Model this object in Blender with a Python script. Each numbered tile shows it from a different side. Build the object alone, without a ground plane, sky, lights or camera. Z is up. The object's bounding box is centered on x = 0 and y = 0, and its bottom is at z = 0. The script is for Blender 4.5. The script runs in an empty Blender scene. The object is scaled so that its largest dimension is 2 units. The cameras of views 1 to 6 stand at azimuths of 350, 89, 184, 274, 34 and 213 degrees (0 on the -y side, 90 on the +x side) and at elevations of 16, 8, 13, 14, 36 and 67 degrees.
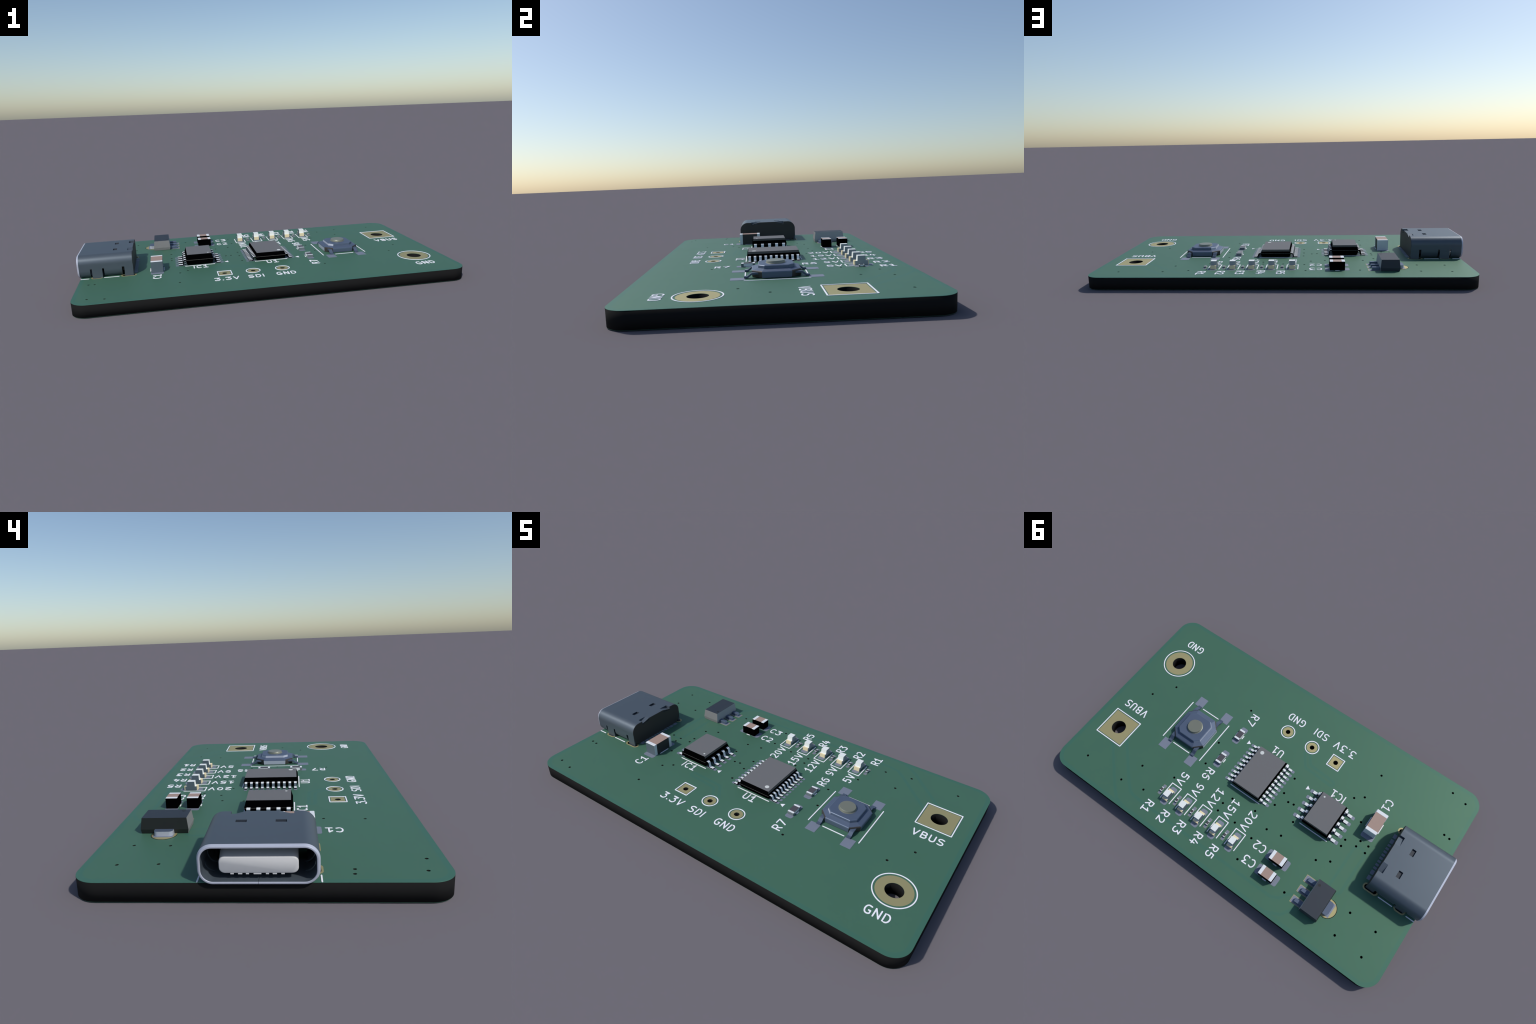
"""A small green USB-powered circuit board: a rounded slab with solder mask, white
stroke lettering, gold and tinned pads, two gull-wing chips, a USB socket, a push
switch, a regulator, capacitors, resistors and five indicator lamps.
All lengths below are in board units (about one millimetre), U metres each;
z = 0 of a component is the upper face of the solder mask, TOP metres up."""
import bpy, bmesh, math
from math import sin, cos, pi, radians
from mathutils import Vector

U = 0.04043
TOP = 0.0637
SKIN = 0.0014                      # thickness of a solder mask layer, metres

# ------------------------------------------------------------------ materials
def new_material(name, color, rough=0.5, metal=0.0, vary=0.04, grain=90.0, spec=0.5, rough_vary=0.04):
    m = bpy.data.materials.new(name)
    m.use_nodes = True
    nt = m.node_tree
    bsdf = nt.nodes["Principled BSDF"]
    tc = nt.nodes.new("ShaderNodeTexCoord")
    noise = nt.nodes.new("ShaderNodeTexNoise")
    noise.inputs["Scale"].default_value = grain
    noise.inputs["Detail"].default_value = 3.0
    nt.links.new(tc.outputs["Object"], noise.inputs["Vector"])
    ramp = nt.nodes.new("ShaderNodeMix")
    ramp.data_type = 'RGBA'
    a = [c * (1 - vary) for c in color] + [1]
    b = [min(1, c * (1 + vary)) for c in color] + [1]
    ramp.inputs["A"].default_value = a
    ramp.inputs["B"].default_value = b
    nt.links.new(noise.outputs["Fac"], ramp.inputs["Factor"])
    nt.links.new(ramp.outputs["Result"], bsdf.inputs["Base Color"])
    mr = nt.nodes.new("ShaderNodeMapRange")
    mr.inputs["To Min"].default_value = max(0.02, rough - rough_vary)
    mr.inputs["To Max"].default_value = rough + rough_vary
    nt.links.new(noise.outputs["Fac"], mr.inputs["Value"])
    nt.links.new(mr.outputs["Result"], bsdf.inputs["Roughness"])
    bsdf.inputs["Metallic"].default_value = metal
    bsdf.inputs["Specular IOR Level"].default_value = spec
    return m

def segment_distance(nt, pos, a, b):
    """Node chain: distance from pos to the segment a-b (board units)."""
    def vm(op, x, y=None):
        n = nt.nodes.new("ShaderNodeVectorMath"); n.operation = op
        for i, v in enumerate((x, y)):
            if v is None: continue
            if isinstance(v, tuple): n.inputs[i].default_value = v
            else: nt.links.new(v, n.inputs[i])
        return n
    ba = (b[0] - a[0], b[1] - a[1], 0.0)
    ll = ba[0] ** 2 + ba[1] ** 2
    pa = vm('SUBTRACT', pos, (a[0], a[1], 0.0)).outputs[0]
    t = nt.nodes.new("ShaderNodeMath"); t.operation = 'MULTIPLY'; t.use_clamp = True
    nt.links.new(vm('DOT_PRODUCT', pa, ba).outputs["Value"], t.inputs[0])
    t.inputs[1].default_value = 1.0 / ll
    s = vm('SCALE', ba); nt.links.new(t.outputs[0], s.inputs["Scale"])
    d = vm('SUBTRACT', pa, s.outputs[0])
    return vm('LENGTH', d.outputs[0]).outputs["Value"]

def math_node(nt, op, x, y=None):
    n = nt.nodes.new("ShaderNodeMath"); n.operation = op
    for i, v in enumerate((x, y)):
        if v is None: continue
        if isinstance(v, (int, float)): n.inputs[i].default_value = v
        else: nt.links.new(v, n.inputs[i])
    return n.outputs[0]

def solder_mask_material():
    """Green lacquer; copper under it makes it a touch warmer, bare laminate
    (the rim and the gaps beside wide traces) a touch cooler and darker."""
    m = new_material("green_solder_mask", (0.054, 0.134, 0.089), rough=0.55, vary=0.03, grain=6.0, spec=0.7)
    nt = m.node_tree
    bsdf = nt.nodes["Principled BSDF"]
    bsdf.inputs["Specular Tint"].default_value = (0.60, 1.0, 0.70, 1)
    base = bsdf.inputs["Base Color"].links[0].from_socket
    tc = [n for n in nt.nodes if n.bl_idname == "ShaderNodeTexCoord"][0]
    sc = nt.nodes.new("ShaderNodeVectorMath"); sc.operation = 'MULTIPLY'
    sc.inputs[1].default_value = (1 / U, 1 / U, 0.0)
    nt.links.new(tc.outputs["Object"], sc.inputs[0])
    pos = sc.outputs[0]
    gaps = []
    for path, half in TRACES:
        d = None
        for a, b in zip(path, path[1:]):
            e = segment_distance(nt, pos, a, b)
            d = e if d is None else math_node(nt, 'MINIMUM', d, e)
        gaps.append(math_node(nt, 'ABSOLUTE', math_node(nt, 'SUBTRACT', d, half)))
    g = gaps[0]
    for e in gaps[1:]:
        g = math_node(nt, 'MINIMUM', g, e)
    gap = nt.nodes.new("ShaderNodeMapRange"); gap.interpolation_type = 'SMOOTHSTEP'
    gap.inputs["From Min"].default_value = 0.28; gap.inputs["From Max"].default_value = 0.10
    nt.links.new(g, gap.inputs["Value"])
    # rounded box: rim outside the copper pour
    cx, hx, hy, r = (BX0 + BX1) / 2, (BX1 - BX0) / 2 - 0.5 - 1.5, BY - 0.5 - 1.5, 1.5
    off = nt.nodes.new("ShaderNodeVectorMath"); off.operation = 'SUBTRACT'
    nt.links.new(pos, off.inputs[0]); off.inputs[1].default_value = (cx, 0, 0)
    ab = nt.nodes.new("ShaderNodeVectorMath"); ab.operation = 'ABSOLUTE'
    nt.links.new(off.outputs[0], ab.inputs[0])
    su = nt.nodes.new("ShaderNodeVectorMath"); su.operation = 'SUBTRACT'
    nt.links.new(ab.outputs[0], su.inputs[0]); su.inputs[1].default_value = (hx, hy, 0)
    mx = nt.nodes.new("ShaderNodeVectorMath"); mx.operation = 'MAXIMUM'
    nt.links.new(su.outputs[0], mx.inputs[0]); mx.inputs[1].default_value = (0, 0, 0)
    ln = nt.nodes.new("ShaderNodeVectorMath"); ln.operation = 'LENGTH'
    nt.links.new(mx.outputs[0], ln.inputs[0])
    rim = nt.nodes.new("ShaderNodeMapRange"); rim.interpolation_type = 'SMOOTHSTEP'
    rim.inputs["From Min"].default_value = r - 0.06; rim.inputs["From Max"].default_value = r + 0.06
    nt.links.new(ln.outputs["Value"], rim.inputs["Value"])
    bare = math_node(nt, 'MAXIMUM', gap.outputs[0], rim.outputs[0])
    mix = nt.nodes.new("ShaderNodeMix"); mix.data_type = 'RGBA'
    nt.links.new(math_node(nt, 'MULTIPLY', bare, 0.85), mix.inputs["Factor"])
    nt.links.new(base, mix.inputs["A"])
    mix.inputs["B"].default_value = (0.044, 0.131, 0.097, 1)
    nt.links.new(mix.outputs["Result"], bsdf.inputs["Base Color"])
    return m

# ------------------------------------------------------------------ mesh tools
COL = bpy.context.scene.collection

def empty(name, loc=(0, 0, 0)):
    o = bpy.data.objects.new(name, None); COL.objects.link(o); o.location = loc
    return o

def place(name, mesh, parent, x=0.0, y=0.0, z=0.0, rot=0.0):
    """Object at board coordinates x, y, z (units above the mask) in its parent's frame."""
    o = bpy.data.objects.new(name, mesh); COL.objects.link(o)
    o.parent = parent
    o.location = (x * U, y * U, z * U)
    o.rotation_euler = (0, 0, radians(rot))
    return o

def mesh_from(name, verts, faces, mats, index=None, smooth=None):
    me = bpy.data.meshes.new(name)
    me.from_pydata([(v[0] * U, v[1] * U, v[2] * U) for v in verts], [], faces)
    for m in mats: me.materials.append(m)
    if index:
        for p, i in zip(me.polygons, index): p.material_index = i
    bm = bmesh.new(); bm.from_mesh(me)
    bmesh.ops.recalc_face_normals(bm, faces=bm.faces)
    bm.to_mesh(me); bm.free()
    if smooth is not None:
        for p in me.polygons: p.use_smooth = True
        me.set_sharp_from_angle(angle=radians(smooth))
    me.update()
    return me

def loft(rings, cap=True):
    """Closed stack of equal-length rings -> verts, faces."""
    n = len(rings[0]); V = [p for r in rings for p in r]; F = []
    for k in range(len(rings) - 1):
        for i in range(n):
            j = (i + 1) % n
            F.append((k * n + i, k * n + j, (k + 1) * n + j, (k + 1) * n + i))
    if cap:
        F.append(tuple(range(n))[::-1])
        F.append(tuple(range((len(rings) - 1) * n, len(rings) * n)))
    return V, F

def rect(x0, x1, y0, y1, z):
    return [(x0, y0, z), (x1, y0, z), (x1, y1, z), (x0, y1, z)]

def box(x0, x1, y0, y1, z0, z1):
    return loft([rect(x0, x1, y0, y1, z0), rect(x0, x1, y0, y1, z1)])

def merge(*parts):
    """parts: (verts, faces, material index or list) -> verts, faces, index."""
    V, F, I = [], [], []
    for v, f, i in parts:
        o = len(V); V += v; F += [tuple(k + o for k in q) for q in f]
        I += list(i) if isinstance(i, (list, tuple)) else [i] * len(f)
    return V, F, I

def rounded(x0, x1, y0, y1, r, n=6):
    r = min(r, (x1 - x0) / 2, (y1 - y0) / 2); P = []
    for cx, cy, a0 in ((x1 - r, y1 - r, 0), (x0 + r, y1 - r, 90), (x0 + r, y0 + r, 180), (x1 - r, y0 + r, 270)):
        for k in range(n + 1):
            a = radians(a0 + 90 * k / n); P.append((cx + r * cos(a), cy + r * sin(a)))
    return P

def circle(cx, cy, r, n=32):
    return [(cx + r * cos(2 * pi * k / n), cy + r * sin(2 * pi * k / n)) for k in range(n)]

def at_z(P, z): return [(p[0], p[1], z) for p in P]

def slab(name, outline, holes, z0, z1, mat):
    """Flat plate with holes, z0..z1 in metres, from a filled 2D curve."""
    cu = bpy.data.curves.new(name, 'CURVE'); cu.dimensions = '2D'; cu.fill_mode = 'BOTH'
    cu.extrude = (z1 - z0) / 2
    for P in [outline] + holes:
        s = cu.splines.new('POLY'); s.points.add(len(P) - 1); s.use_cyclic_u = True
        for p, q in zip(s.points, P): p.co = (q[0] * U, q[1] * U, 0, 1)
    tmp = bpy.data.objects.new(name, cu); COL.objects.link(tmp)
    me = bpy.data.meshes.new_from_object(tmp.evaluated_get(bpy.context.evaluated_depsgraph_get()))
    bpy.data.objects.remove(tmp); bpy.data.curves.remove(cu)
    me.name = name
    for v in me.vertices: v.co.z += (z0 + z1) / 2
    me.materials.clear(); me.materials.append(mat)
    bm = bmesh.new(); bm.from_mesh(me)
    bmesh.ops.remove_doubles(bm, verts=bm.verts, dist=1e-6)
    bmesh.ops.recalc_face_normals(bm, faces=bm.faces)
    bm.to_mesh(me); bm.free()
    return me

# ------------------------------------------------------------------ board layout
BX0, BX1, BY, BR = -24.43, 24.73, 14.07, 1.97
TRACES = [([(19.8, 6.7), (14.9, 11.6), (13.7, 12.6), (12.4, 12.85), (-9.2, 12.85), (-10.6, 12.2), (-11.2, 11.2)], 0.92),
          ([(-14.8, 1.4), (-14.8, 6.4)], 0.78),
          ([(-2.1, -6.1), (-3.2, -4.6), (-7.0, -4.4)], 0.35)]
VIAS = [(18.62, -3.67), (20.57, -0.87), (21.24, 11.24), (14.47, 8.14), (15.38, 11.2), (12.14, 10.57), (10.01, 6.97),
        (7.98, 3.01), (8.45, -0.38), (7.88, -6.87), (-2.77, -2.13), (-2.81, 0.32), (-2.77, 2.32), (-3.95, 1.0),
        (-4.71, 0.87), (-1.23, 4.45), (-11.78, -9.2), (-10.52, -4.45), (-11.59, -5.33), (2.11, 4.82), (2.74, 6.01),
        (2.64, 7.16), (-0.07, 7.17), (-3.83, 5.52), (-2.96, 7.56), (-5.77, 5.14), (-3.16, 10.66), (-10.13, 10.56),
        (-5.97, 2.81), (-12.95, -2.22), (-12.56, 0.87), (-12.56, 1.84), (-14.2, -0.11), (-14.11, 0.78), (-15.36, -0.1),
        (-15.45, 0.86), (-11.0, 5.13), (-12.55, 4.25), (-17.79, 7.95), (-21.36, 8.04), (-17.69, 11.13), (-21.47, 11.34),
        (-22.34, -6.97), (-23.11, -6.88), (-22.63, -12.2), (-20.59, -12.59)]
POWER_PADS = [("square", 20.83, 5.73), ("round", 20.83, -6.97)]
HEADER_PADS = [("square", -5.88, -7.18), ("round", -2.1, -7.18), ("round", 1.86, -7.2)]
SLOTS = [(-18.3, 2.05, 1.66), (-22.35, 1.56, 1.17)]          # centre x, pad length, hole length
SLOT_Y = 4.21

# ------------------------------------------------------------------ colours
GREEN = solder_mask_material()
LAMINATE = new_material("black_laminate", (0.011, 0.011, 0.011), rough=0.8, spec=0.08, grain=30)
GOLD = new_material("gold_plating", (0.43, 0.385, 0.195), rough=0.62, metal=0.55, vary=0.08, grain=400)
SOLDER = new_material("solder_paste", (0.215, 0.245, 0.31), metal=0.3, rough=0.62, vary=0.05, grain=200)
SILK = new_material("white_screen_ink", (0.86, 0.86, 0.91), rough=0.7, vary=0.02, grain=60, spec=0.3)
STEEL = new_material("socket_steel", (0.094, 0.118, 0.144), rough=0.45, metal=0.38, vary=0.02, grain=12, rough_vary=0.01, spec=0.25)
SWITCH_STEEL = new_material("switch_steel", (0.098, 0.132, 0.20), rough=0.5, metal=0.35, vary=0.03, grain=12)
BUTTON = new_material("button_brass", (0.23, 0.24, 0.19), rough=0.40, metal=0.35, vary=0.03, grain=40)
LIT_STEEL = new_material("lit_steel", (0.46, 0.49, 0.58), rough=0.45, metal=0.2, vary=0.03, grain=12)  # steel with sunlight put into its colour, for bright-looking faces
SHADE_SIDE = new_material("shaded_lamp_side", (0.27, 0.31, 0.33), rough=0.5, vary=0.05, grain=60)  # lamp sides: shade put into the colour of the pale body
SHADE_END = new_material("shaded_resistor_end", (0.14, 0.17, 0.18), rough=0.5, vary=0.05, grain=60)  # shaded copy of the terminal tin for resistor ends and flanks
LEG_STEEL = new_material("leg_steel", (0.07, 0.10, 0.155), rough=0.7, metal=0.2, vary=0.03, grain=20)
REG_LIT = new_material("regulator_lit_face", (0.40, 0.40, 0.40), rough=0.65, vary=0.05, grain=120)  # same body as the grey, lightened as if lit on one side
TIN = new_material("tinned_terminal", (0.74, 0.77, 0.79), rough=0.5, vary=0.03, grain=60)
SHADE_TIN = new_material("shaded_tin", (0.085, 0.115, 0.14), rough=0.5, vary=0.06, grain=60)  # shaded copy of the pale tin and lamp tone
CERAMIC = new_material("brown_ceramic", (0.36, 0.25, 0.205), rough=0.6, vary=0.05, grain=120)
SHADED_CERAMIC = new_material("shaded_ceramic", (0.03, 0.03, 0.032), rough=0.6, vary=0.06, grain=120)  # shaded copy of the brown ceramic, for the flanks
UNLIT_BLACK = new_material("unlit_black", (0.0012, 0.0012, 0.0014), rough=0.9, spec=0.0, vary=0.2, grain=80)  # painted blackness of unlit sides on chips, pins and capacitors
CHIP_TOP = new_material("grey_chip_top", (0.150, 0.151, 0.156), rough=0.7, vary=0.05, grain=150, spec=0.25)  # the body's own grey, kept on its lit top only
CHIP_EDGE = new_material("chip_seam_lit_strip", (0.10, 0.095, 0.088), rough=0.7, vary=0.05, grain=150, spec=0.2)  # mid seam, and upper strips painted lighter as if catching light
DOT = new_material("marking_dot", (0.62, 0.64, 0.62), rough=0.7, vary=0.02, grain=60, spec=0.2)
SHADED_SLATE = new_material("shaded_slate", (0.022, 0.030, 0.043), rough=0.6, vary=0.06, grain=120)  # regulator faces and socket pits, darkened as if out of the sun
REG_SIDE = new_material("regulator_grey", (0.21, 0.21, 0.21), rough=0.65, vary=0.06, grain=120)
REG_BACK = new_material("regulator_shade_and_dot", (0.010, 0.012, 0.011), rough=0.5, vary=0.06, grain=120)  # regulator side with shade in its colour; also its marking dot
RESISTIVE = new_material("resistor_film", (0.068, 0.065, 0.075), rough=0.6, vary=0.06, grain=150)
LAMP = new_material("lamp_lens", (0.80, 0.83, 0.81), rough=0.45, vary=0.02, grain=60)
CREAM = new_material("lamp_gold", (0.80, 0.68, 0.42), rough=0.5, vary=0.03, grain=60)
PLASTIC = new_material("socket_tongue", (0.60, 0.60, 0.60), rough=0.6, vary=0.03, grain=60)
CAVITY = new_material("plastic_and_dim_back", (0.035, 0.032, 0.030), rough=0.6, vary=0.06, grain=60)  # dark plastic; also stands in for the socket's dim rear reflection

# ------------------------------------------------------------------ top level
board = empty("circuit_board")
board["label"] = "small green circuit board with chips and USB socket"
board["category"] = "circuit board"
face = empty("board_face", (0, 0, TOP))       # helper frame, replaced by parenting below

def part(name, mesh, parent=None, x=0.0, y=0.0, z=0.0, rot=0.0):
    """Part lying on the board's upper face (or in the frame of a parent part)."""
    o = place(name, mesh, parent or board, x, y, z, rot)
    if parent is None: o.location.z += TOP
    return o

# ------------------------------------------------------------------ slab
outline = rounded(BX0, BX1, -BY, BY, BR, 16)
holes = [circle(x, y, 0.155, 14) for x, y in VIAS]
holes += [circle(x, y, 0.955, 40) for _, x, y in POWER_PADS]
holes += [circle(x, y, 0.32, 24) for _, x, y in HEADER_PADS]
for sx, _, hl in SLOTS:
    for sgn in (-1, 1):
        holes.append(rounded(sx - hl / 2, sx + hl / 2, sgn * SLOT_Y - 0.29, sgn * SLOT_Y + 0.29, 0.29, 8))
place("laminate", slab("laminate", outline, holes, 0.0006, TOP - SKIN, LAMINATE), board)
place("solder_mask", slab("solder_mask", outline, holes, TOP - SKIN, TOP, GREEN), board)
place("solder_mask", slab("solder_mask", outline, holes, 0.0, 0.0006, GREEN), board)

# gold contact pads with their holes
PAD_T = 0.0004
def contact_pad(kind, x, y, half, hole, n=40):
    P = rounded(-half, half, -half, half, 0.001, 1) if kind == "square" else circle(0, 0, half, 48)
    me = slab("contact_pad", P, [circle(0, 0, hole, n)], 0.0, PAD_T, GOLD)
    part("contact_pad", me, None, x, y)
for kind, x, y in POWER_PADS: contact_pad(kind, x, y, 1.90, 0.955)
for kind, x, y in HEADER_PADS: contact_pad(kind, x, y, 0.725, 0.32, 24)
for sx, pl, hl in SLOTS:
    me = slab("slot_pad", rounded(-pl / 2, pl / 2, -0.46, 0.46, 0.46, 8),
              [rounded(-hl / 2, hl / 2, -0.29, 0.29, 0.29, 8)], 0.0, PAD_T, GOLD)
    for sgn in (-1, 1): part("slot_pad", me, None, sx, sgn * SLOT_Y)

# tinned pads (shared mesh per size)
PADS = {}
def solder_pad(cx, cy, w, l, r, parent=None):
    key = (w, l, r)
    if key not in PADS:
        V, F = loft([at_z(rounded(-w / 2, w / 2, -l / 2, l / 2, r, 4), 0.0), at_z(rounded(-w / 2, w / 2, -l / 2, l / 2, r, 4), 0.018)])
        PADS[key] = mesh_from("solder_pad", V, F, [SOLDER])
    return part("solder_pad", PADS[key], parent, cx, cy)

# ------------------------------------------------------------------ screen ink
INK_T = 0.034
def stroke_mesh(paths, width, name):
    """Flat raised pen strokes with round ends; each stroke sits a hair higher
    than the one before, so crossing strokes never share a plane."""
    V, F = [], []
    k = 0
    for path in paths:
        closed = len(path) > 12 and (Vector(path[0]) - Vector(path[-1])).length < 1e-5
        if closed:                                     # a ring: one band without ends
            P = [Vector(p) for p in path[:-1]]; n = len(P); h = width / 2; o = len(V)
            for i in range(n):
                t = (P[(i + 1) % n] - P[i - 1]).normalized(); nr = Vector((-t.y, t.x)) * h
                for q, z in ((P[i] + nr, 0), (P[i] - nr, 0), (P[i] + nr, INK_T), (P[i] - nr, INK_T)): V.append((q.x, q.y, z))
            for i in range(n):
                a, b = o + 4 * i, o + 4 * ((i + 1) % n)
                F += [(a + 2, a + 3, b + 3, b + 2), (a, a + 2, b + 2, b), (a + 1, b + 1, b + 3, a + 3), (a, b, b + 1, a + 1)]
            continue
        runs, cur = [], [path[0]]
        for i in range(1, len(path)):
            cur.append(path[i])
            if i < len(path) - 1:
                a = Vector(path[i]) - Vector(path[i - 1]); b = Vector(path[i + 1]) - Vector(path[i])
                if a.length > 1e-6 and b.length > 1e-6 and a.angle(b) > radians(42):
                    runs.append(cur); cur = [path[i]]
        runs.append(cur)
        for run in runs:
            P = [Vector(p) for p in run]; n = len(P); h = width / 2
            z1 = INK_T + 0.0035 * (k % 6); k += 1
            T = []
            for i in range(n):
                d = (P[min(i + 1, n - 1)] - P[max(i - 1, 0)])
                T.append(d.normalized())
            L = [p + Vector((-t.y, t.x)) * h for p, t in zip(P, T)]
            R = [p - Vector((-t.y, t.x)) * h for p, t in zip(P, T)]
            def arc(c, t, start):
                a0 = math.atan2(t.y, t.x) + start
                return [c + Vector((cos(a0 - pi * j / 6), sin(a0 - pi * j / 6))) * h for j in range(1, 6)]
            endcap, startcap = arc(P[-1], T[-1], pi / 2), arc(P[0], T[0], -pi / 2)
            loop = L + endcap + R[::-1] + startcap
            o = len(V); m = len(loop)
            V += [(p.x, p.y, 0.0) for p in loop] + [(p.x, p.y, z1) for p in loop]
            top = o + m
            iL = lambda i: top + i
            iR = lambda i: top + n + 5 + (n - 1 - i)
            for i in range(n - 1):
                F.append((iL(i), iR(i), iR(i + 1), iL(i + 1)))
            F.append([iL(n - 1)] + [top + n + j for j in range(5)][::1] + [iR(n - 1)])
            F.append([iR(0)] + [top + 2 * n + 5 + j for j in range(5)] + [iL(0)])
            for i in range(m):
                j = (i + 1) % m
                F.append((o + i, o + j, top + j, top + i))
    me = mesh_from(name, V, [tuple(f) for f in F], [SILK])
    return me

def curve_pts(*pts):
    return list(pts)

# pen-stroke alphabet, cap height 1, drawn like a plotter font
GLYPH = {}
def bowl(cx, cy, rx, ry, a0, a1, n=10):
    return [(cx + rx * cos(radians(a0 + (a1 - a0) * k / n)), cy + ry * sin(radians(a0 + (a1 - a0) * k / n))) for k in range(n + 1)]
GLYPH["G"] = (0.59, [[(.55, .95)] + bowl(.31, .5, .31, .5, 78, 270, 16) + [(.40, 0), (.53, .045), (.59, .11), (.59, .43), (.40, .43)]])
GLYPH["N"] = (0.57, [[(0, 0), (0, 1), (.57, 0), (.57, 1)]])
GLYPH["D"] = (0.57, [[(0, 0), (0, 1), (.24, 1)] + bowl(.24, .5, .33, .5, 80, -80, 12) + [(.24, 0), (0, 0)]])
GLYPH["V"] = (0.67, [[(0, 1), (.335, 0), (.67, 1)]])
GLYPH["B"] = (0.57, [[(0, 0), (0, 1), (.33, 1)] + bowl(.33, .76, .20, .24, 75, -75, 7) + [(.33, .52), (0, .52)],
                     [(.33, .52)] + bowl(.33, .26, .24, .26, 75, -75, 8) + [(.33, 0), (0, 0)]])
GLYPH["U"] = (0.57, [[(0, 1), (0, .24)] + bowl(.285, .24, .285, .24, 195, 345, 10) + [(.57, .24), (.57, 1)]])
GLYPH["S"] = (0.57, [[(.56, .94)] + bowl(.30, .76, .30, .24, 70, 250, 10) + bowl(.28, .255, .29, .255, 75, -110, 10) + [(0.0, .06)]])
GLYPH["3"] = (0.62, [[(0, 1), (.62, 1), (.29, .62), (.40, .62)] + bowl(.38, .31, .24, .31, 75, -90, 10) + [(.17, 0), (.05, .04), (0, .10)]])
GLYPH["."] = (0.06, [[(0, .055), (.05, .05)]])
GLYPH["I"] = (0.02, [[(.01, 0), (.01, 1)]])
GLYPH["C"] = (0.57, [[(.57, .09)] + bowl(.33, .5, .33, .5, 298, 62, 18) + [(.57, .91)]])
GLYPH["R"] = (0.57, [[(0, 0), (0, 1), (.33, 1)] + bowl(.33, .74, .24, .26, 75, -75, 8) + [(.33, .48), (0, .48)], [(.24, .48), (.57, 0)]])
GLYPH["1"] = (0.57, [[(.57, 0), (0, 0)], [(.29, 0), (.29, 1), (.19, .86), (.10, .77), (0, .71)]])
GLYPH["2"] = (0.60, [[(0, .90), (.06, .96)] + bowl(.29, .72, .28, .28, 105, -20, 9) + [(.50, .53), (0, 0), (.60, 0)]])
GLYPH["4"] = (0.62, [[(.20, 1.02), (-.03, .33), (.60, .33)], [(.43, .67), (.43, 0)]])
GLYPH["5"] = (0.57, [[(.52, 1), (.05, 1), (0, .54)], [(0, .54), (.07, .59), (.15, .62), (.32, .62)] + bowl(.30, .31, .27, .31, 65, -90, 9) + [(.15, 0), (.05, .04), (0, .10)]])
SIX = [(.48, 1), (.30, 1), (.19, .95), (.11, .86), (.04, .73), (0, .55), (0, .28)] + bowl(.285, .28, .285, .28, 195, 345, 8) + [(.57, .28), (.57, .38)] + bowl(.285, .36, .285, .26, 20, 160, 8) + [(0, .38)]
GLYPH["6"] = (0.57, [SIX])
GLYPH["9"] = (0.57, [[(.57 - x, 1 - y) for x, y in SIX]])
GLYPH["7"] = (0.67, [[(0, 1), (.67, 1), (.24, 0)]])
GLYPH["0"] = (0.57, [bowl(.285, .5, .285, .5, 90, 450, 28)])

PEN, GAP_X, CAP = 0.147, 0.385, 0.975
def lettering(text, cx, cy, rot=0):
    x, paths = 0.0, []
    for ch in text:
        w, strokes = GLYPH[ch]
        paths += [[((x + px) * CAP, (py - 0.5) * CAP) for px, py in s] for s in strokes]
        x += w + GAP_X
    total = (x - GAP_X) * CAP
    paths = [[(px - total / 2, py) for px, py in s] for s in paths]
    part("silkscreen_label", stroke_mesh(paths, PEN, "silkscreen_label"), None, cx, cy, 0, rot)

LABELS = [("GND", 20.66, -10.48, 0), ("VBUS", 20.80, 2.16, 0), ("GND", 1.86, -9.40, 0), ("SDI", -2.10, -9.50, 0),
          ("3.3V", -5.86, -9.48, 0), ("U1", 1.25, -3.93, 0), ("IC1", -8.69, -3.37, 0), ("C1", -14.59, -6.10, 90),
          ("C2", -4.47, 7.85, 0), ("C3", -4.47, 10.05, 0), ("R1", 10.24, 11.94, 90), ("R2", 7.75, 11.84, 90),
          ("R3", 5.22, 11.73, 90), ("R4", 2.57, 11.62, 90), ("R5", 0.0, 11.73, 90), ("5V", 9.0, 6.48, 90),
          ("9V", 6.49, 6.52, 90), ("12V", 3.91, 6.03, 90), ("15V", 1.34, 6.03, 90), ("20V", -1.35, 6.03, 90),
          ("R6", 6.77, 3.97, 90), ("R7", 6.76, -5.80, 90)]
for t in LABELS: lettering(*t)

def ink(paths, width=0.12):
    part("silkscreen_outline", stroke_mesh(paths, width, "silkscreen_outline"), None)
def frame(cx, cy, h):
    return [(cx - h, cy - h), (cx + h, cy - h), (cx + h, cy + h), (cx - h, cy + h), (cx - h, cy - h)]
def ring(cx, cy, r, n=64):
    return bowl(cx, cy, r, r, 0, 360, n)
ink([frame(*POWER_PADS[0][1:], 2.065)]); ink([ring(*POWER_PADS[1][1:], 2.16)])
ink([frame(*HEADER_PADS[0][1:], 0.885)])
for k in (1, 2): ink([ring(*HEADER_PADS[k][1:], 0.92, 48)])

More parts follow.
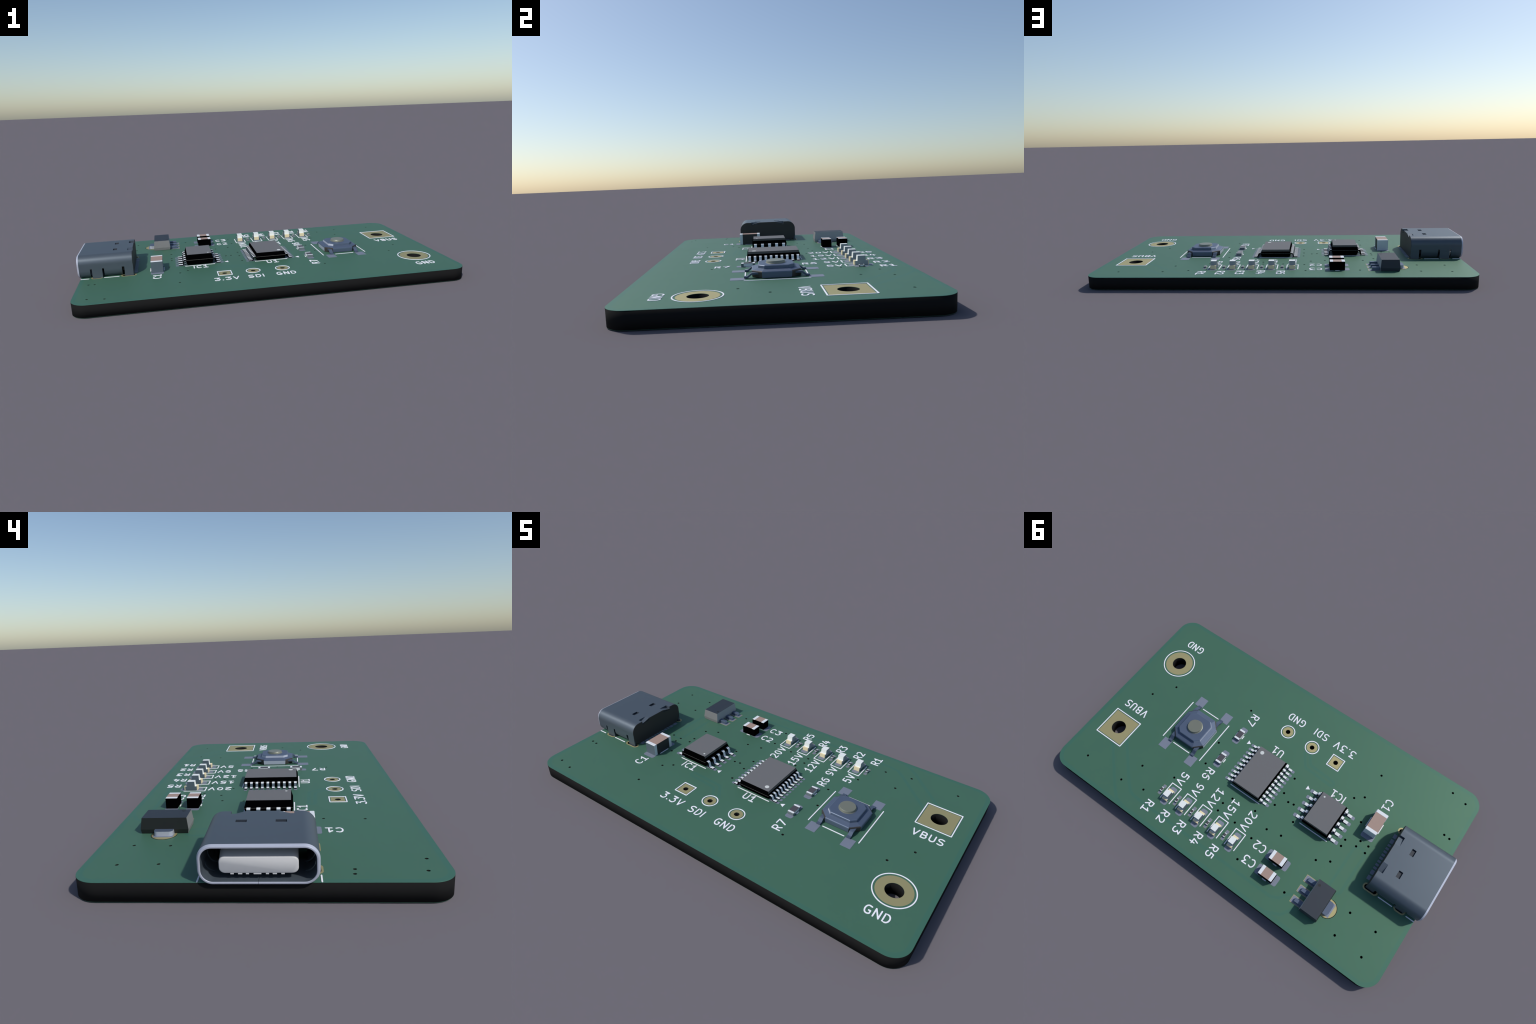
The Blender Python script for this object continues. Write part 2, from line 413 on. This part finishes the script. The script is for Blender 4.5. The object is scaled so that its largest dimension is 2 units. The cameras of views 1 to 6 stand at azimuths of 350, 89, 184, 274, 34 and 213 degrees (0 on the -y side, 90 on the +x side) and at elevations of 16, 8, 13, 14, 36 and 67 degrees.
# ------------------------------------------------------------------ gull-wing chips
def ribbon(path, t, w0, w1, mats_of):
    """Bent strip: path in (out, z), thickness t, across from w0 to w1.
    mats_of gives the material index of (upper side of segment i) and of the rest."""
    P = [Vector(p) for p in path]; n = len(P)
    up, lo = [], []
    for i in range(n):
        d = (P[min(i + 1, n - 1)] - P[max(i - 1, 0)]).normalized()
        nrm = Vector((-d.y, d.x))
        up.append(P[i] + nrm * t / 2); lo.append(P[i] - nrm * t / 2)
    V, F, I = [], [], []
    for w in (w0, w1):
        V += [(p.x, w, p.y) for p in up] + [(p.x, w, p.y) for p in lo]
    s = 2 * n
    for i in range(n - 1):
        F.append((i, i + 1, s + i + 1, s + i)); I.append(mats_of(i))
        F.append((n + i, s + n + i, s + n + i + 1, n + i + 1)); I.append(1)
        F.append((i, n + i, n + i + 1, i + 1)); I.append(1)
        F.append((s + i, s + i + 1, s + n + i + 1, s + n + i)); I.append(1)
    for i in (0, n - 1):
        F.append((i, s + i, s + n + i, n + i)); I.append(1)
    return V, F, I

def bend_path(x0, z0, x1, x2, zf, n=5):
    """Leg centre line: out of the body at x0,z0, over a bend, down to the foot x1..x2 at zf."""
    xs = x1 - 0.15
    P = [(x0, z0), (xs - 0.12, z0), (xs - 0.05, z0 - 0.02), (xs + 0.01, z0 - 0.07), (xs + 0.04, z0 - 0.15)]
    P += [(x1 - 0.05, zf + 0.13), (x1 - 0.01, zf + 0.06), (x1 + 0.05, zf + 0.015), (x1 + 0.12, zf), (x2, zf)]
    return P

def chip(name, cx, cy, half_x, half_y, z0, zmid, z1, draft, pitch, count, lead_w, lead_end, foot, pad_end, pad_len, pad_w, dot):
    b = draft
    body = [rect(-half_x + b * .7, half_x - b * .7, -half_y + b * .7, half_y - b * .7, z0),
            rect(-half_x, half_x, -half_y, half_y, zmid - 0.02), rect(-half_x, half_x, -half_y, half_y, zmid + 0.02)]
    zr = z1 - 0.26
    f = (zr - zmid) / (z1 - zmid)
    body += [rect(-half_x + b * f, half_x - b * f, -half_y + b * f, half_y - b * f, zr),
             rect(-half_x + b, half_x - b, -half_y + b, half_y - b, z1)]
    V, F = loft(body)
    I = []
    for q in F:
        zs = [V[k][2] for k in q]; xs = sum(V[k][0] for k in q) / 4; ys = sum(V[k][1] for k in q) / 4
        if min(zs) > z1 - 0.01: I.append(1)
        elif min(zs) > zr - 0.01 and (xs > half_x * 0.5 or ys > half_y * 0.5): I.append(2)  # lit strip painted below the top on two sides
        elif max(zs) - min(zs) < 0.05 and min(zs) > z0 + 0.05: I.append(2)
        else: I.append(0)
    me = mesh_from("chip", V, F, [UNLIT_BLACK, CHIP_TOP, CHIP_EDGE], I)
    o = part(name, me, None, cx, cy)
    # pins
    for side in (1, -1):
        path = bend_path(half_x - 0.1, zmid, lead_end - foot, lead_end, 0.075)
        n = len(path)
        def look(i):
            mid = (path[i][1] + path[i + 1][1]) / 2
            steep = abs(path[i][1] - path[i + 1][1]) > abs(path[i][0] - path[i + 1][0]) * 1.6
            return 2 if (steep and side < 0 and mid < zmid - 0.1) else 0  # risers on one side get the shaded tin
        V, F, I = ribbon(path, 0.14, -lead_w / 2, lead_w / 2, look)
        me = mesh_from("pin", V, F, [TIN, UNLIT_BLACK, SHADE_TIN], I)
        for k in range(count):
            y = (k - (count - 1) / 2) * pitch
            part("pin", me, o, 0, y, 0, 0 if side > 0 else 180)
            solder_pad(cx + side * (pad_end - pad_len / 2), cy + y, pad_len, pad_w, 0.12)
    V, F = loft([at_z(circle(0, 0, dot[2], 24), 0.0), at_z(circle(0, 0, dot[2], 24), 0.012)])
    part("pin_one_dot", mesh_from("pin_one_dot", V, F, [DOT]), o, dot[0] - cx, dot[1] - cy, z1)
    # ink: two end bars and the pin-one arrow
    ink([[(cx - half_x * 1.06, cy + half_y + 0.12), (cx + half_x * 1.06, cy + half_y + 0.12)],
         [(cx - half_x * 1.06, cy - half_y - 0.12), (cx + half_x * 1.06, cy - half_y - 0.12)]])
    ax, ay = cx + pad_end + 0.17, cy - (count - 1) / 2 * pitch
    V, F = loft([[(ax, ay, 0), (ax + .47, ay - .32, 0), (ax + .47, ay + .30, 0)], [(ax, ay, INK_T), (ax + .47, ay - .32, INK_T), (ax + .47, ay + .30, INK_T)]])
    part("pin_one_arrow", mesh_from("pin_one_arrow", V, F, [SILK]))
    return o

chip("integrated_circuit", 1.205, 0.10, 2.14, 3.17, 0.12, 0.58, 1.13, 0.17, 0.634, 10, 0.29, 3.10, 0.52, 3.47, 1.35, 0.37, (2.53, -2.22, 0.26))
chip("integrated_circuit", -8.74, -0.09, 1.90, 2.39, 0.12, 0.78, 1.52, 0.20, 0.975, 5, 0.38, 2.93, 0.62, 3.34, 1.55, 0.47, (-7.51, -1.80, 0.12))

# ------------------------------------------------------------------ capacitors
def capacitor(cx, cy, length, width, height, term, rot, dark, pad_out, pad_w, dash_off, dash_len):
    """Ceramic block along local x with two metal end caps."""
    hl, hw = length / 2, width / 2
    V, F = box(-hl + term, hl - term, -hw + .01, hw - .01, 0.03, height - .012)
    idx = [1 if min(V[k][2] for k in q) > height * .9 else 0 for q in F]
    side = UNLIT_BLACK if dark else SHADED_CERAMIC  # flanks carry painted shade
    o = part("capacitor", mesh_from("capacitor", V, F, [side, CERAMIC], idx), None, cx, cy, 0, rot)
    V, F = loft([rect(0, term, -hw, hw, 0.02), rect(0, term, -hw, hw, height - .03), rect(0.03, term, -hw + .03, hw - .03, height)])
    def look(q, low):
        zs = [V[k][2] for k in q]; xs = [V[k][0] for k in q]
        if min(zs) > height * .9: return 0
        if dark: return 1  # cap sides painted black as if no light reached them
        return 2 if (low and max(xs) < 0.05) else 0  # one end face wears the shaded tin
    for end in (0, 1):
        idx = [look(q, end == 0) for q in F]
        me = mesh_from("terminal", V, F, [TIN, UNLIT_BLACK, SHADE_TIN], idx)
        part("terminal", me, o, -hl if end == 0 else hl, 0, 0, 0 if end == 0 else 180)
    a = radians(rot)
    for s in (-1, 1):
        d = (hl + pad_out) / 2 + 0.05
        l = pad_out - hl + 0.5
        px = s * (pad_out - l / 2)
        pw, pl = (l, pad_w) if rot == 0 else (pad_w, l)
        solder_pad(cx + px * cos(a), cy + px * sin(a), pw, pl, 0.22)
        p = [(-dash_len / 2, s * dash_off), (dash_len / 2, s * dash_off)]
        ink([[(cx + u * cos(a) - v * sin(a), cy + u * sin(a) + v * cos(a)) for u, v in p]])

capacitor(-7.25, 7.87, 1.94, 1.20, 1.16, 0.42, 0, True, 1.56, 1.34, 0.70, 0.46)
capacitor(-7.25, 10.08, 1.94, 1.20, 1.16, 0.42, 0, True, 1.56, 1.34, 0.70, 0.46)
capacitor(-14.58, -2.85, 3.05, 1.56, 1.56, 0.42, 90, False, 2.14, 1.70, 0.89, 1.36)

# ------------------------------------------------------------------ resistors
def resistor_mesh(length, width, height, term):
    hl, hw = length / 2, width / 2
    body = box(-hw + .012, hw - .012, -hl + term * .5, hl - term * .5, 0.05, height - .02)
    film = box(-hw + .012, hw - .012, -hl + term, hl - term, height - .02, height - .006)
    me = mesh_from("resistor", *merge((*body, 1), (*film, 0))[:2], [RESISTIVE, TIN], [1] * len(body[1]) + [0] * len(film[1]))
    V, F = loft([rect(-hw, hw, 0, term, 0.02), rect(-hw, hw, 0, term, height - .025), rect(-hw, hw, 0.03, term, height)])
    return me, mesh_from("terminal", V, F, [TIN, SHADE_END], [0 if min(V[k][2] for k in q) > height - .03 and len(set(V[k][2] for k in q)) == 1 else 1 for q in F])  # only the terminal top keeps the unshaded tin
def resistor(cx, cy, meshes, length):
    o = part("resistor", meshes[0], None, cx, cy)
    part("terminal", meshes[1], o, 0, -length / 2)
    part("terminal", meshes[1], o, 0, length / 2, 0, 180)

big = resistor_mesh(1.56, 0.78, 0.40, 0.28)
for cx, cy in ((6.70, 1.27), (6.79, -2.90)):
    resistor(cx, cy, big, 1.56)
    for s in (-1, 1):
        solder_pad(cx, cy + s * 0.87, 0.92, 0.88, 0.22)
        ink([[(cx + s * 0.51, cy - 0.22), (cx + s * 0.51, cy + 0.22)]], 0.115)
small = resistor_mesh(0.60, 0.31, 0.24, 0.12)
for cx, cy in ((10.19, 9.12), (7.66, 9.17), (5.15, 9.20), (2.62, 9.22), (-0.08, 9.19)):
    resistor(cx, cy, small, 0.60)
    me = slab("gold_pad", rounded(-0.215, 0.215, -0.225, 0.225, 0.06, 3), [], 0.0, 0.0003, GOLD) if "gold_pad" not in PADS else PADS["gold_pad"]
    PADS["gold_pad"] = me
    for s in (-1, 1):
        part("contact_pad", me, None, cx, cy + s * 0.50)
        solder_pad(cx, cy + s * 0.50, 0.39, 0.41, 0.06)

# ------------------------------------------------------------------ indicator lamps
def lamp_meshes():
    w, l = 0.385, 0.775
    base = box(-w, w, -l + .10, l - .10, 0.02, 0.48)
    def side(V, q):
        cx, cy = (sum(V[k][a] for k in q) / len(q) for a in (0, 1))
        return 1 if cx < -w * .9 else 2 if (cx > w * .9 or cy > 0.35) else 0  # shade painted on three sides of the lamp
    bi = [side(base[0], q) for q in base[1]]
    lens = loft([rect(-w, w, -0.45, 0.45, 0.48), rect(-w + .01, w - .01, -0.41, 0.41, 1.04)])
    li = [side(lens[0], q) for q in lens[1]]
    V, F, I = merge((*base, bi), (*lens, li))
    body = mesh_from("indicator_lamp", V, F, [LAMP, SHADE_TIN, SHADE_SIDE], I)
    t = 0.03
    wrap = [(0, 0.03), (0, 0.505), (0.21, 0.505), (0.21, 0.485), (0.13, 0.485), (0.13, 0.03)]
    V, F = loft([[(-w + .012, y, z) for y, z in wrap], [(w - .012, y, z) for y, z in wrap]])
    term = mesh_from("lamp_terminal", V, F, [CREAM])
    return body, term
LB, LT = lamp_meshes()
for cx in (8.95, 6.435, 3.92, 1.305, -1.415):
    cy = 9.31
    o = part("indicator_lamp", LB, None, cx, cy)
    part("lamp_terminal", LT, o, 0, -0.775)
    part("lamp_terminal", LT, o, 0, 0.775, 0, 180)
    for s in (-1, 1): solder_pad(cx, cy + s * 0.89, 0.92, 0.86, 0.24)
    ink([[(cx + 0.735, 10.10), (cx + 0.735, 7.67), (cx - 0.735, 7.67), (cx - 0.735, 10.10)]], 0.115)

# ------------------------------------------------------------------ regulator
RX, RY = -13.87, 9.10
rings = [rect(-1.17, 1.17, -2.13, 2.13, 0.03), rect(-1.24, 1.24, -2.19, 2.19, 0.42), rect(-1.12, 1.12, -2.05, 2.05, 1.48)]
V, F = loft(rings)
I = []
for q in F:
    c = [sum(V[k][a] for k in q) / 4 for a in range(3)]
    I.append(1 if c[2] > 1.4 else 2 if c[0] < -1.0 else 3 if c[0] > 1.0 else 1 if c[1] > 1.9 else 0)  # light and shade painted per side of one grey body
reg = part("voltage_regulator", mesh_from("voltage_regulator", V, F, [REG_SIDE, SHADED_SLATE, REG_BACK, REG_LIT], I), None, RX, RY)
V, F = loft([at_z(circle(0, 0, 0.17, 20), 0), at_z(circle(0, 0, 0.17, 20), 0.012)])
part("pin_one_dot", mesh_from("pin_one_dot", V, F, [REG_BACK]), reg, -13.10 - RX, 7.68 - RY, 1.48)
V, F = loft([rect(0.9, 2.25, -0.24, 0.24, 0.03), rect(0.9, 2.25, -0.24, 0.24, 0.36), rect(0.9, 2.22, -0.21, 0.21, 0.42)])
lead = mesh_from("lead", V, F, [SWITCH_STEEL, LIT_STEEL], [1 if min(V[k][0] for k in q) > 2.2 else 0 for q in F])  # lead tip painted as lit metal
gold_strip = slab("contact_pad", rounded(0.5, 2.70, -0.48, 0.48, 0.03, 2), [], 0.0, 0.0003, GOLD)
for dy in (-1.455, 0.0, 1.455):
    part("lead", lead, reg, 0, dy)
    part("contact_pad", gold_strip, None, RX, RY + dy)
    V, F = loft([at_z(rounded(0.6, 2.64, -0.42, 0.42, 0.02, 2), 0.0), at_z(rounded(0.6, 2.64, -0.42, 0.42, 0.02, 2), 0.018)])
    part("solder_pad", mesh_from("solder_pad", V, F, [SOLDER]), None, RX, RY + dy)
# tab: rounded tongue of metal on a half-round gold pad with a bare dark rim
tabx = -15.30 - RX
half_disc = bowl(tabx, 0, 1.13, 1.13, 90, 270, 28)
dark_disc = bowl(tabx, 0, 1.20, 1.20, 90, 270, 28)
part("tab_rim", slab("tab_rim", dark_disc, [], 0.0, 0.0003, LAMINATE), None, RX, RY)
part("contact_pad", slab("contact_pad", half_disc + [(1.0, -1.13), (1.0, 1.13)], [], 0.0, 0.0006, GOLD), None, RX, RY)
part("solder_pad", slab("solder_pad", [(-2.09, -0.9), (1, -0.9), (1, 0.9), (-2.09, 0.9)], [], 0.0, 0.0010, SOLDER), None, RX, RY)
tab = [(-1.0, -0.86), (-1.0, 0.86), (-1.55, 0.86)] + bowl(-1.55, 0.50, 0.36, 0.36, 80, 180, 6) + bowl(-1.55, -0.50, 0.36, 0.36, 180, 280, 6) + [(-1.55, -0.86)]
V, F = loft([at_z(tab, 0.03), at_z(tab, 0.46)])
part("tab", mesh_from("tab", V, F, [SWITCH_STEEL, LIT_STEEL], [1 if len(q) == 4 else 0 for q in F], smooth=35), reg)  # tab edge painted as lit metal

# ------------------------------------------------------------------ push switch
SX, SY = 12.02, 0.0
def octagon(half, flat, z):
    return [(half, -flat, z), (half, flat, z), (flat, half, z), (-flat, half, z), (-half, flat, z), (-half, -flat, z), (-flat, -half, z), (flat, -half, z)]
V, F = loft([octagon(2.42, 1.44, 0.06), octagon(2.46, 1.47, 0.56), octagon(2.44, 1.46, 0.66), octagon(2.36, 1.42, 0.71), octagon(1.80, 1.22, 0.86),
             octagon(1.78, 1.20, 1.12), octagon(1.71, 1.16, 1.175)])
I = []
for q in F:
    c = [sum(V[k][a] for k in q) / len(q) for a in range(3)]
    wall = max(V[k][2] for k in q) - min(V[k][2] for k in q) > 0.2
    I.append(1 if (c[2] < 0.7 and abs(abs(c[0]) - abs(c[1])) < 0.3 and len(q) == 4) else 2 if (wall and c[0] < -1.3) else 0)  # walls facing one way are painted sunlit
switch = part("push_switch", mesh_from("push_switch", V, F, [SWITCH_STEEL, CAVITY, LIT_STEEL], I), None, SX, SY)
V, F = loft([at_z(circle(0, 0, 1.05, 48), 1.17), at_z(circle(0, 0, 0.97, 48), 1.20), at_z(circle(0, 0, 0.95, 48), 1.39), at_z(circle(0, 0, 0.91, 48), 1.44)])
part("button", mesh_from("button", V, F, [BUTTON], smooth=40), switch)
leg_path = [(1.7, 0.46), (2.35, 0.46), (2.50, 0.43), (2.78, 0.20), (2.92, 0.12), (3.22, 0.12)]
V, F, I = ribbon(leg_path, 0.17, -0.24, 0.24, lambda i: 0)
leg = mesh_from("leg", V, F, [LEG_STEEL])
for sx in (-1, 1):
    for sy in (-1, 1):
        part("leg", leg, switch, sx * 1.86, 0, 0, 90 * sy)
        solder_pad(SX + sx * 2.17, sy * 3.84, 1.22, 1.47, 0.001)
ink([[(SX + s * 3.13, -3.17), (SX + s * 3.13, 3.17)] for s in (-1, 1)])
ink([[(SX - 1.30, s * 3.14), (SX + 1.32, s * 3.14)] for s in (-1, 1)])

# ------------------------------------------------------------------ USB socket
FX, RXB, HALF_Y, ZB, ZT = -24.733, -17.65, 4.35, -0.08, 2.98
def profile(x, inset, r=1.12, n=14):
    r = max(0.2, r - inset); e = 0.12                  # e: support points beside each bend keep the flats flat
    y, z0, z1 = HALF_Y - inset, ZB + inset, ZT - inset
    P = []
    for cy, cz, a0 in ((y - r, z1 - r, 0), (-y + r, z1 - r, 90), (-y + r, z0 + r, 180), (y - r, z0 + r, 270)):
        arc = [(cy + r * cos(radians(a0 + 90 * k / n)), cz + r * sin(radians(a0 + 90 * k / n))) for k in range(n + 1)]
        t0, t1 = (sin(radians(a0)), -cos(radians(a0))), (-sin(radians(a0 + 90)), cos(radians(a0 + 90)))
        P += [(arc[0][0] + e * t0[0], arc[0][1] + e * t0[1])] + arc + [(arc[-1][0] + e * t1[0], arc[-1][1] + e * t1[1])]
    return [(x, p[0], p[1]) for p in P]
stations = [profile(-18.5, 0.26), profile(-23.9, 0.26), profile(FX + 0.05, 0.26), profile(FX, 0.23), profile(FX, 0.14),
            profile(FX + 0.03, 0.09), profile(FX + 0.22, 0.0), profile(FX + 0.36, 0.0), profile(RXB - 0.15, 0.0), profile(RXB - 0.04, 0.0), profile(RXB, 0.04)]
V, F = loft(stations)
shell_mesh = mesh_from("usb_socket", V, F, [STEEL])
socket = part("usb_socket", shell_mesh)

def cut(obj, solids):
    """Subtract closed solids (verts, faces) from a mesh object, one by one."""
    for v, f in solids:
        tool = part("cutter", mesh_from("cutter", v, f, [STEEL]))
        bpy.context.view_layer.update()
        md = obj.modifiers.new("cut", 'BOOLEAN'); md.operation = 'DIFFERENCE'; md.solver = 'EXACT'; md.object = tool
        me = bpy.data.meshes.new_from_object(obj.evaluated_get(bpy.context.evaluated_depsgraph_get()))
        obj.modifiers.remove(md); obj.data = me
        bpy.data.objects.remove(tool)

solids = []
for s in (-1, 1):
    for x0, x1 in ((-23.13, -22.89), (-21.60, -21.35), (-19.09, -18.77)):       # slits beside the legs
        solids.append(box(x0, x1, s * 4.1 - 0.75, s * 4.1 + 0.75, -0.3, 1.28))
    y0, y1 = (1.08, 2.06) if s > 0 else (-2.06, -1.08)                             # stamped latch pits
    solids.append(loft([rect(-20.20, -19.75, y0 + .09, y1 - .09, 2.78), rect(-20.28, -19.67, y0, y1, 3.2)]))
    a, b = s * 1.2, s * 2.58                                                      # rear flaps pressed down
    wedge = [(a, 3.015), (a, 3.3), (b, 3.3), (b, 2.66)]
    solids.append(loft([[(-18.32, y, z) for y, z in wedge], [(-17.3, y, z) for y, z in wedge]]))
    slit = [(a * 1.05, 2.72), (a * 1.05, 2.84), (b * .98, 2.58), (b * .98, 2.50)]
    solids.append(loft([[(-17.8, y, z) for y, z in slit], [(-17.3, y, z) for y, z in slit]]))
solids.append(box(-20.9, -18.6, -3.6, 3.6, -0.3, 0.24))                         # floor opening at the back
solids.append(box(-25.2, -22.0, -0.012, 0.012, -0.3, 0.24))                     # folded seam
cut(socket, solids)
assert len(socket.data.polygons) > 100
for p in socket.data.polygons: p.use_smooth = True
socket.data.set_sharp_from_angle(angle=radians(10))
socket.data.materials.clear()
for m in (STEEL, LIT_STEEL, CAVITY, SHADED_SLATE): socket.data.materials.append(m)
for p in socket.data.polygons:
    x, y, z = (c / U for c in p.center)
    lip = x < FX + 0.26 and abs(p.normal.x) > 0.2  # lip faces take the colour with sunlight painted in
    pit = -20.3 < x < -19.6 and z < 2.95 and z > 2.6 and 0.9 < abs(y) < 2.2  # pits are real; their recess shade is put into the colour
    back = x > RXB - 0.02  # rear steel face: dim reflection of the board painted as a dark tone
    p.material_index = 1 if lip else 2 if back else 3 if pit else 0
socket.data.name = "usb_socket"
legs = []
for x0, x1 in ((-22.89, -21.60), (-18.77, -17.66)):
    V, F = box(x0, x1, -0.125, 0.125, -1.0, 1.6)
    me = mesh_from("shell_leg", V, F, [STEEL])
    for s in (-1, 1): part("shell_leg", me, socket, 0, s * (HALF_Y - 0.128), 0)

tongue = [(y, z) for y, z in rounded(-2.84, 2.84, 0.66, 1.93, 0.42, 6)]
def tring(x, d, lift=0.0):
    return [(x, y * (1 - d / 2.9), 1.295 + (z - 1.295) * (1 - d / 0.7) + (lift if z > 1.295 else 0)) for y, z in tongue]
V, F = loft([tring(-24.34, 0.08), tring(-24.31, 0.03), tring(-24.24, 0.0), tring(-23.9, 0.0), tring(-23.2, 0.0, 0.32), tring(-18.4, 0.0, 0.32)])
part("socket_tongue", mesh_from("socket_tongue", V, F, [PLASTIC], smooth=40), socket)
for yc, w in ((1.90, .24), (1.32, .30), (0.80, .22), (0.09, .55), (-0.62, .22), (-1.14, .30), (-1.72, .24)):
    for_me = mesh_from("contact", *box(-24.31, -19.0, -w / 2, w / 2, 0.58, 0.74)[:2], [PLASTIC])
    part("contact", for_me, socket, 0, yc, 0)
part("socket_housing", mesh_from("socket_housing", *box(-19.2, -18.3, -3.7, 3.7, 0.6, 2.6)[:2], [CAVITY]), socket)

for yc, w in [(s * 3.12, 0.58) for s in (-1, 1)] + [(s * 2.34, 0.58) for s in (-1, 1)] + [((k - 3.5) * 0.4875, 0.29) for k in range(8)]:
    solder_pad(-17.90, yc, 1.40, w, 0.001)
for s in (-1, 1):
    ink([[(-19.54, s * 4.46), (-21.40, s * 4.46)], [(-23.37, s * 4.46), (-24.36, s * 4.46)]])

bpy.data.objects.remove(face)
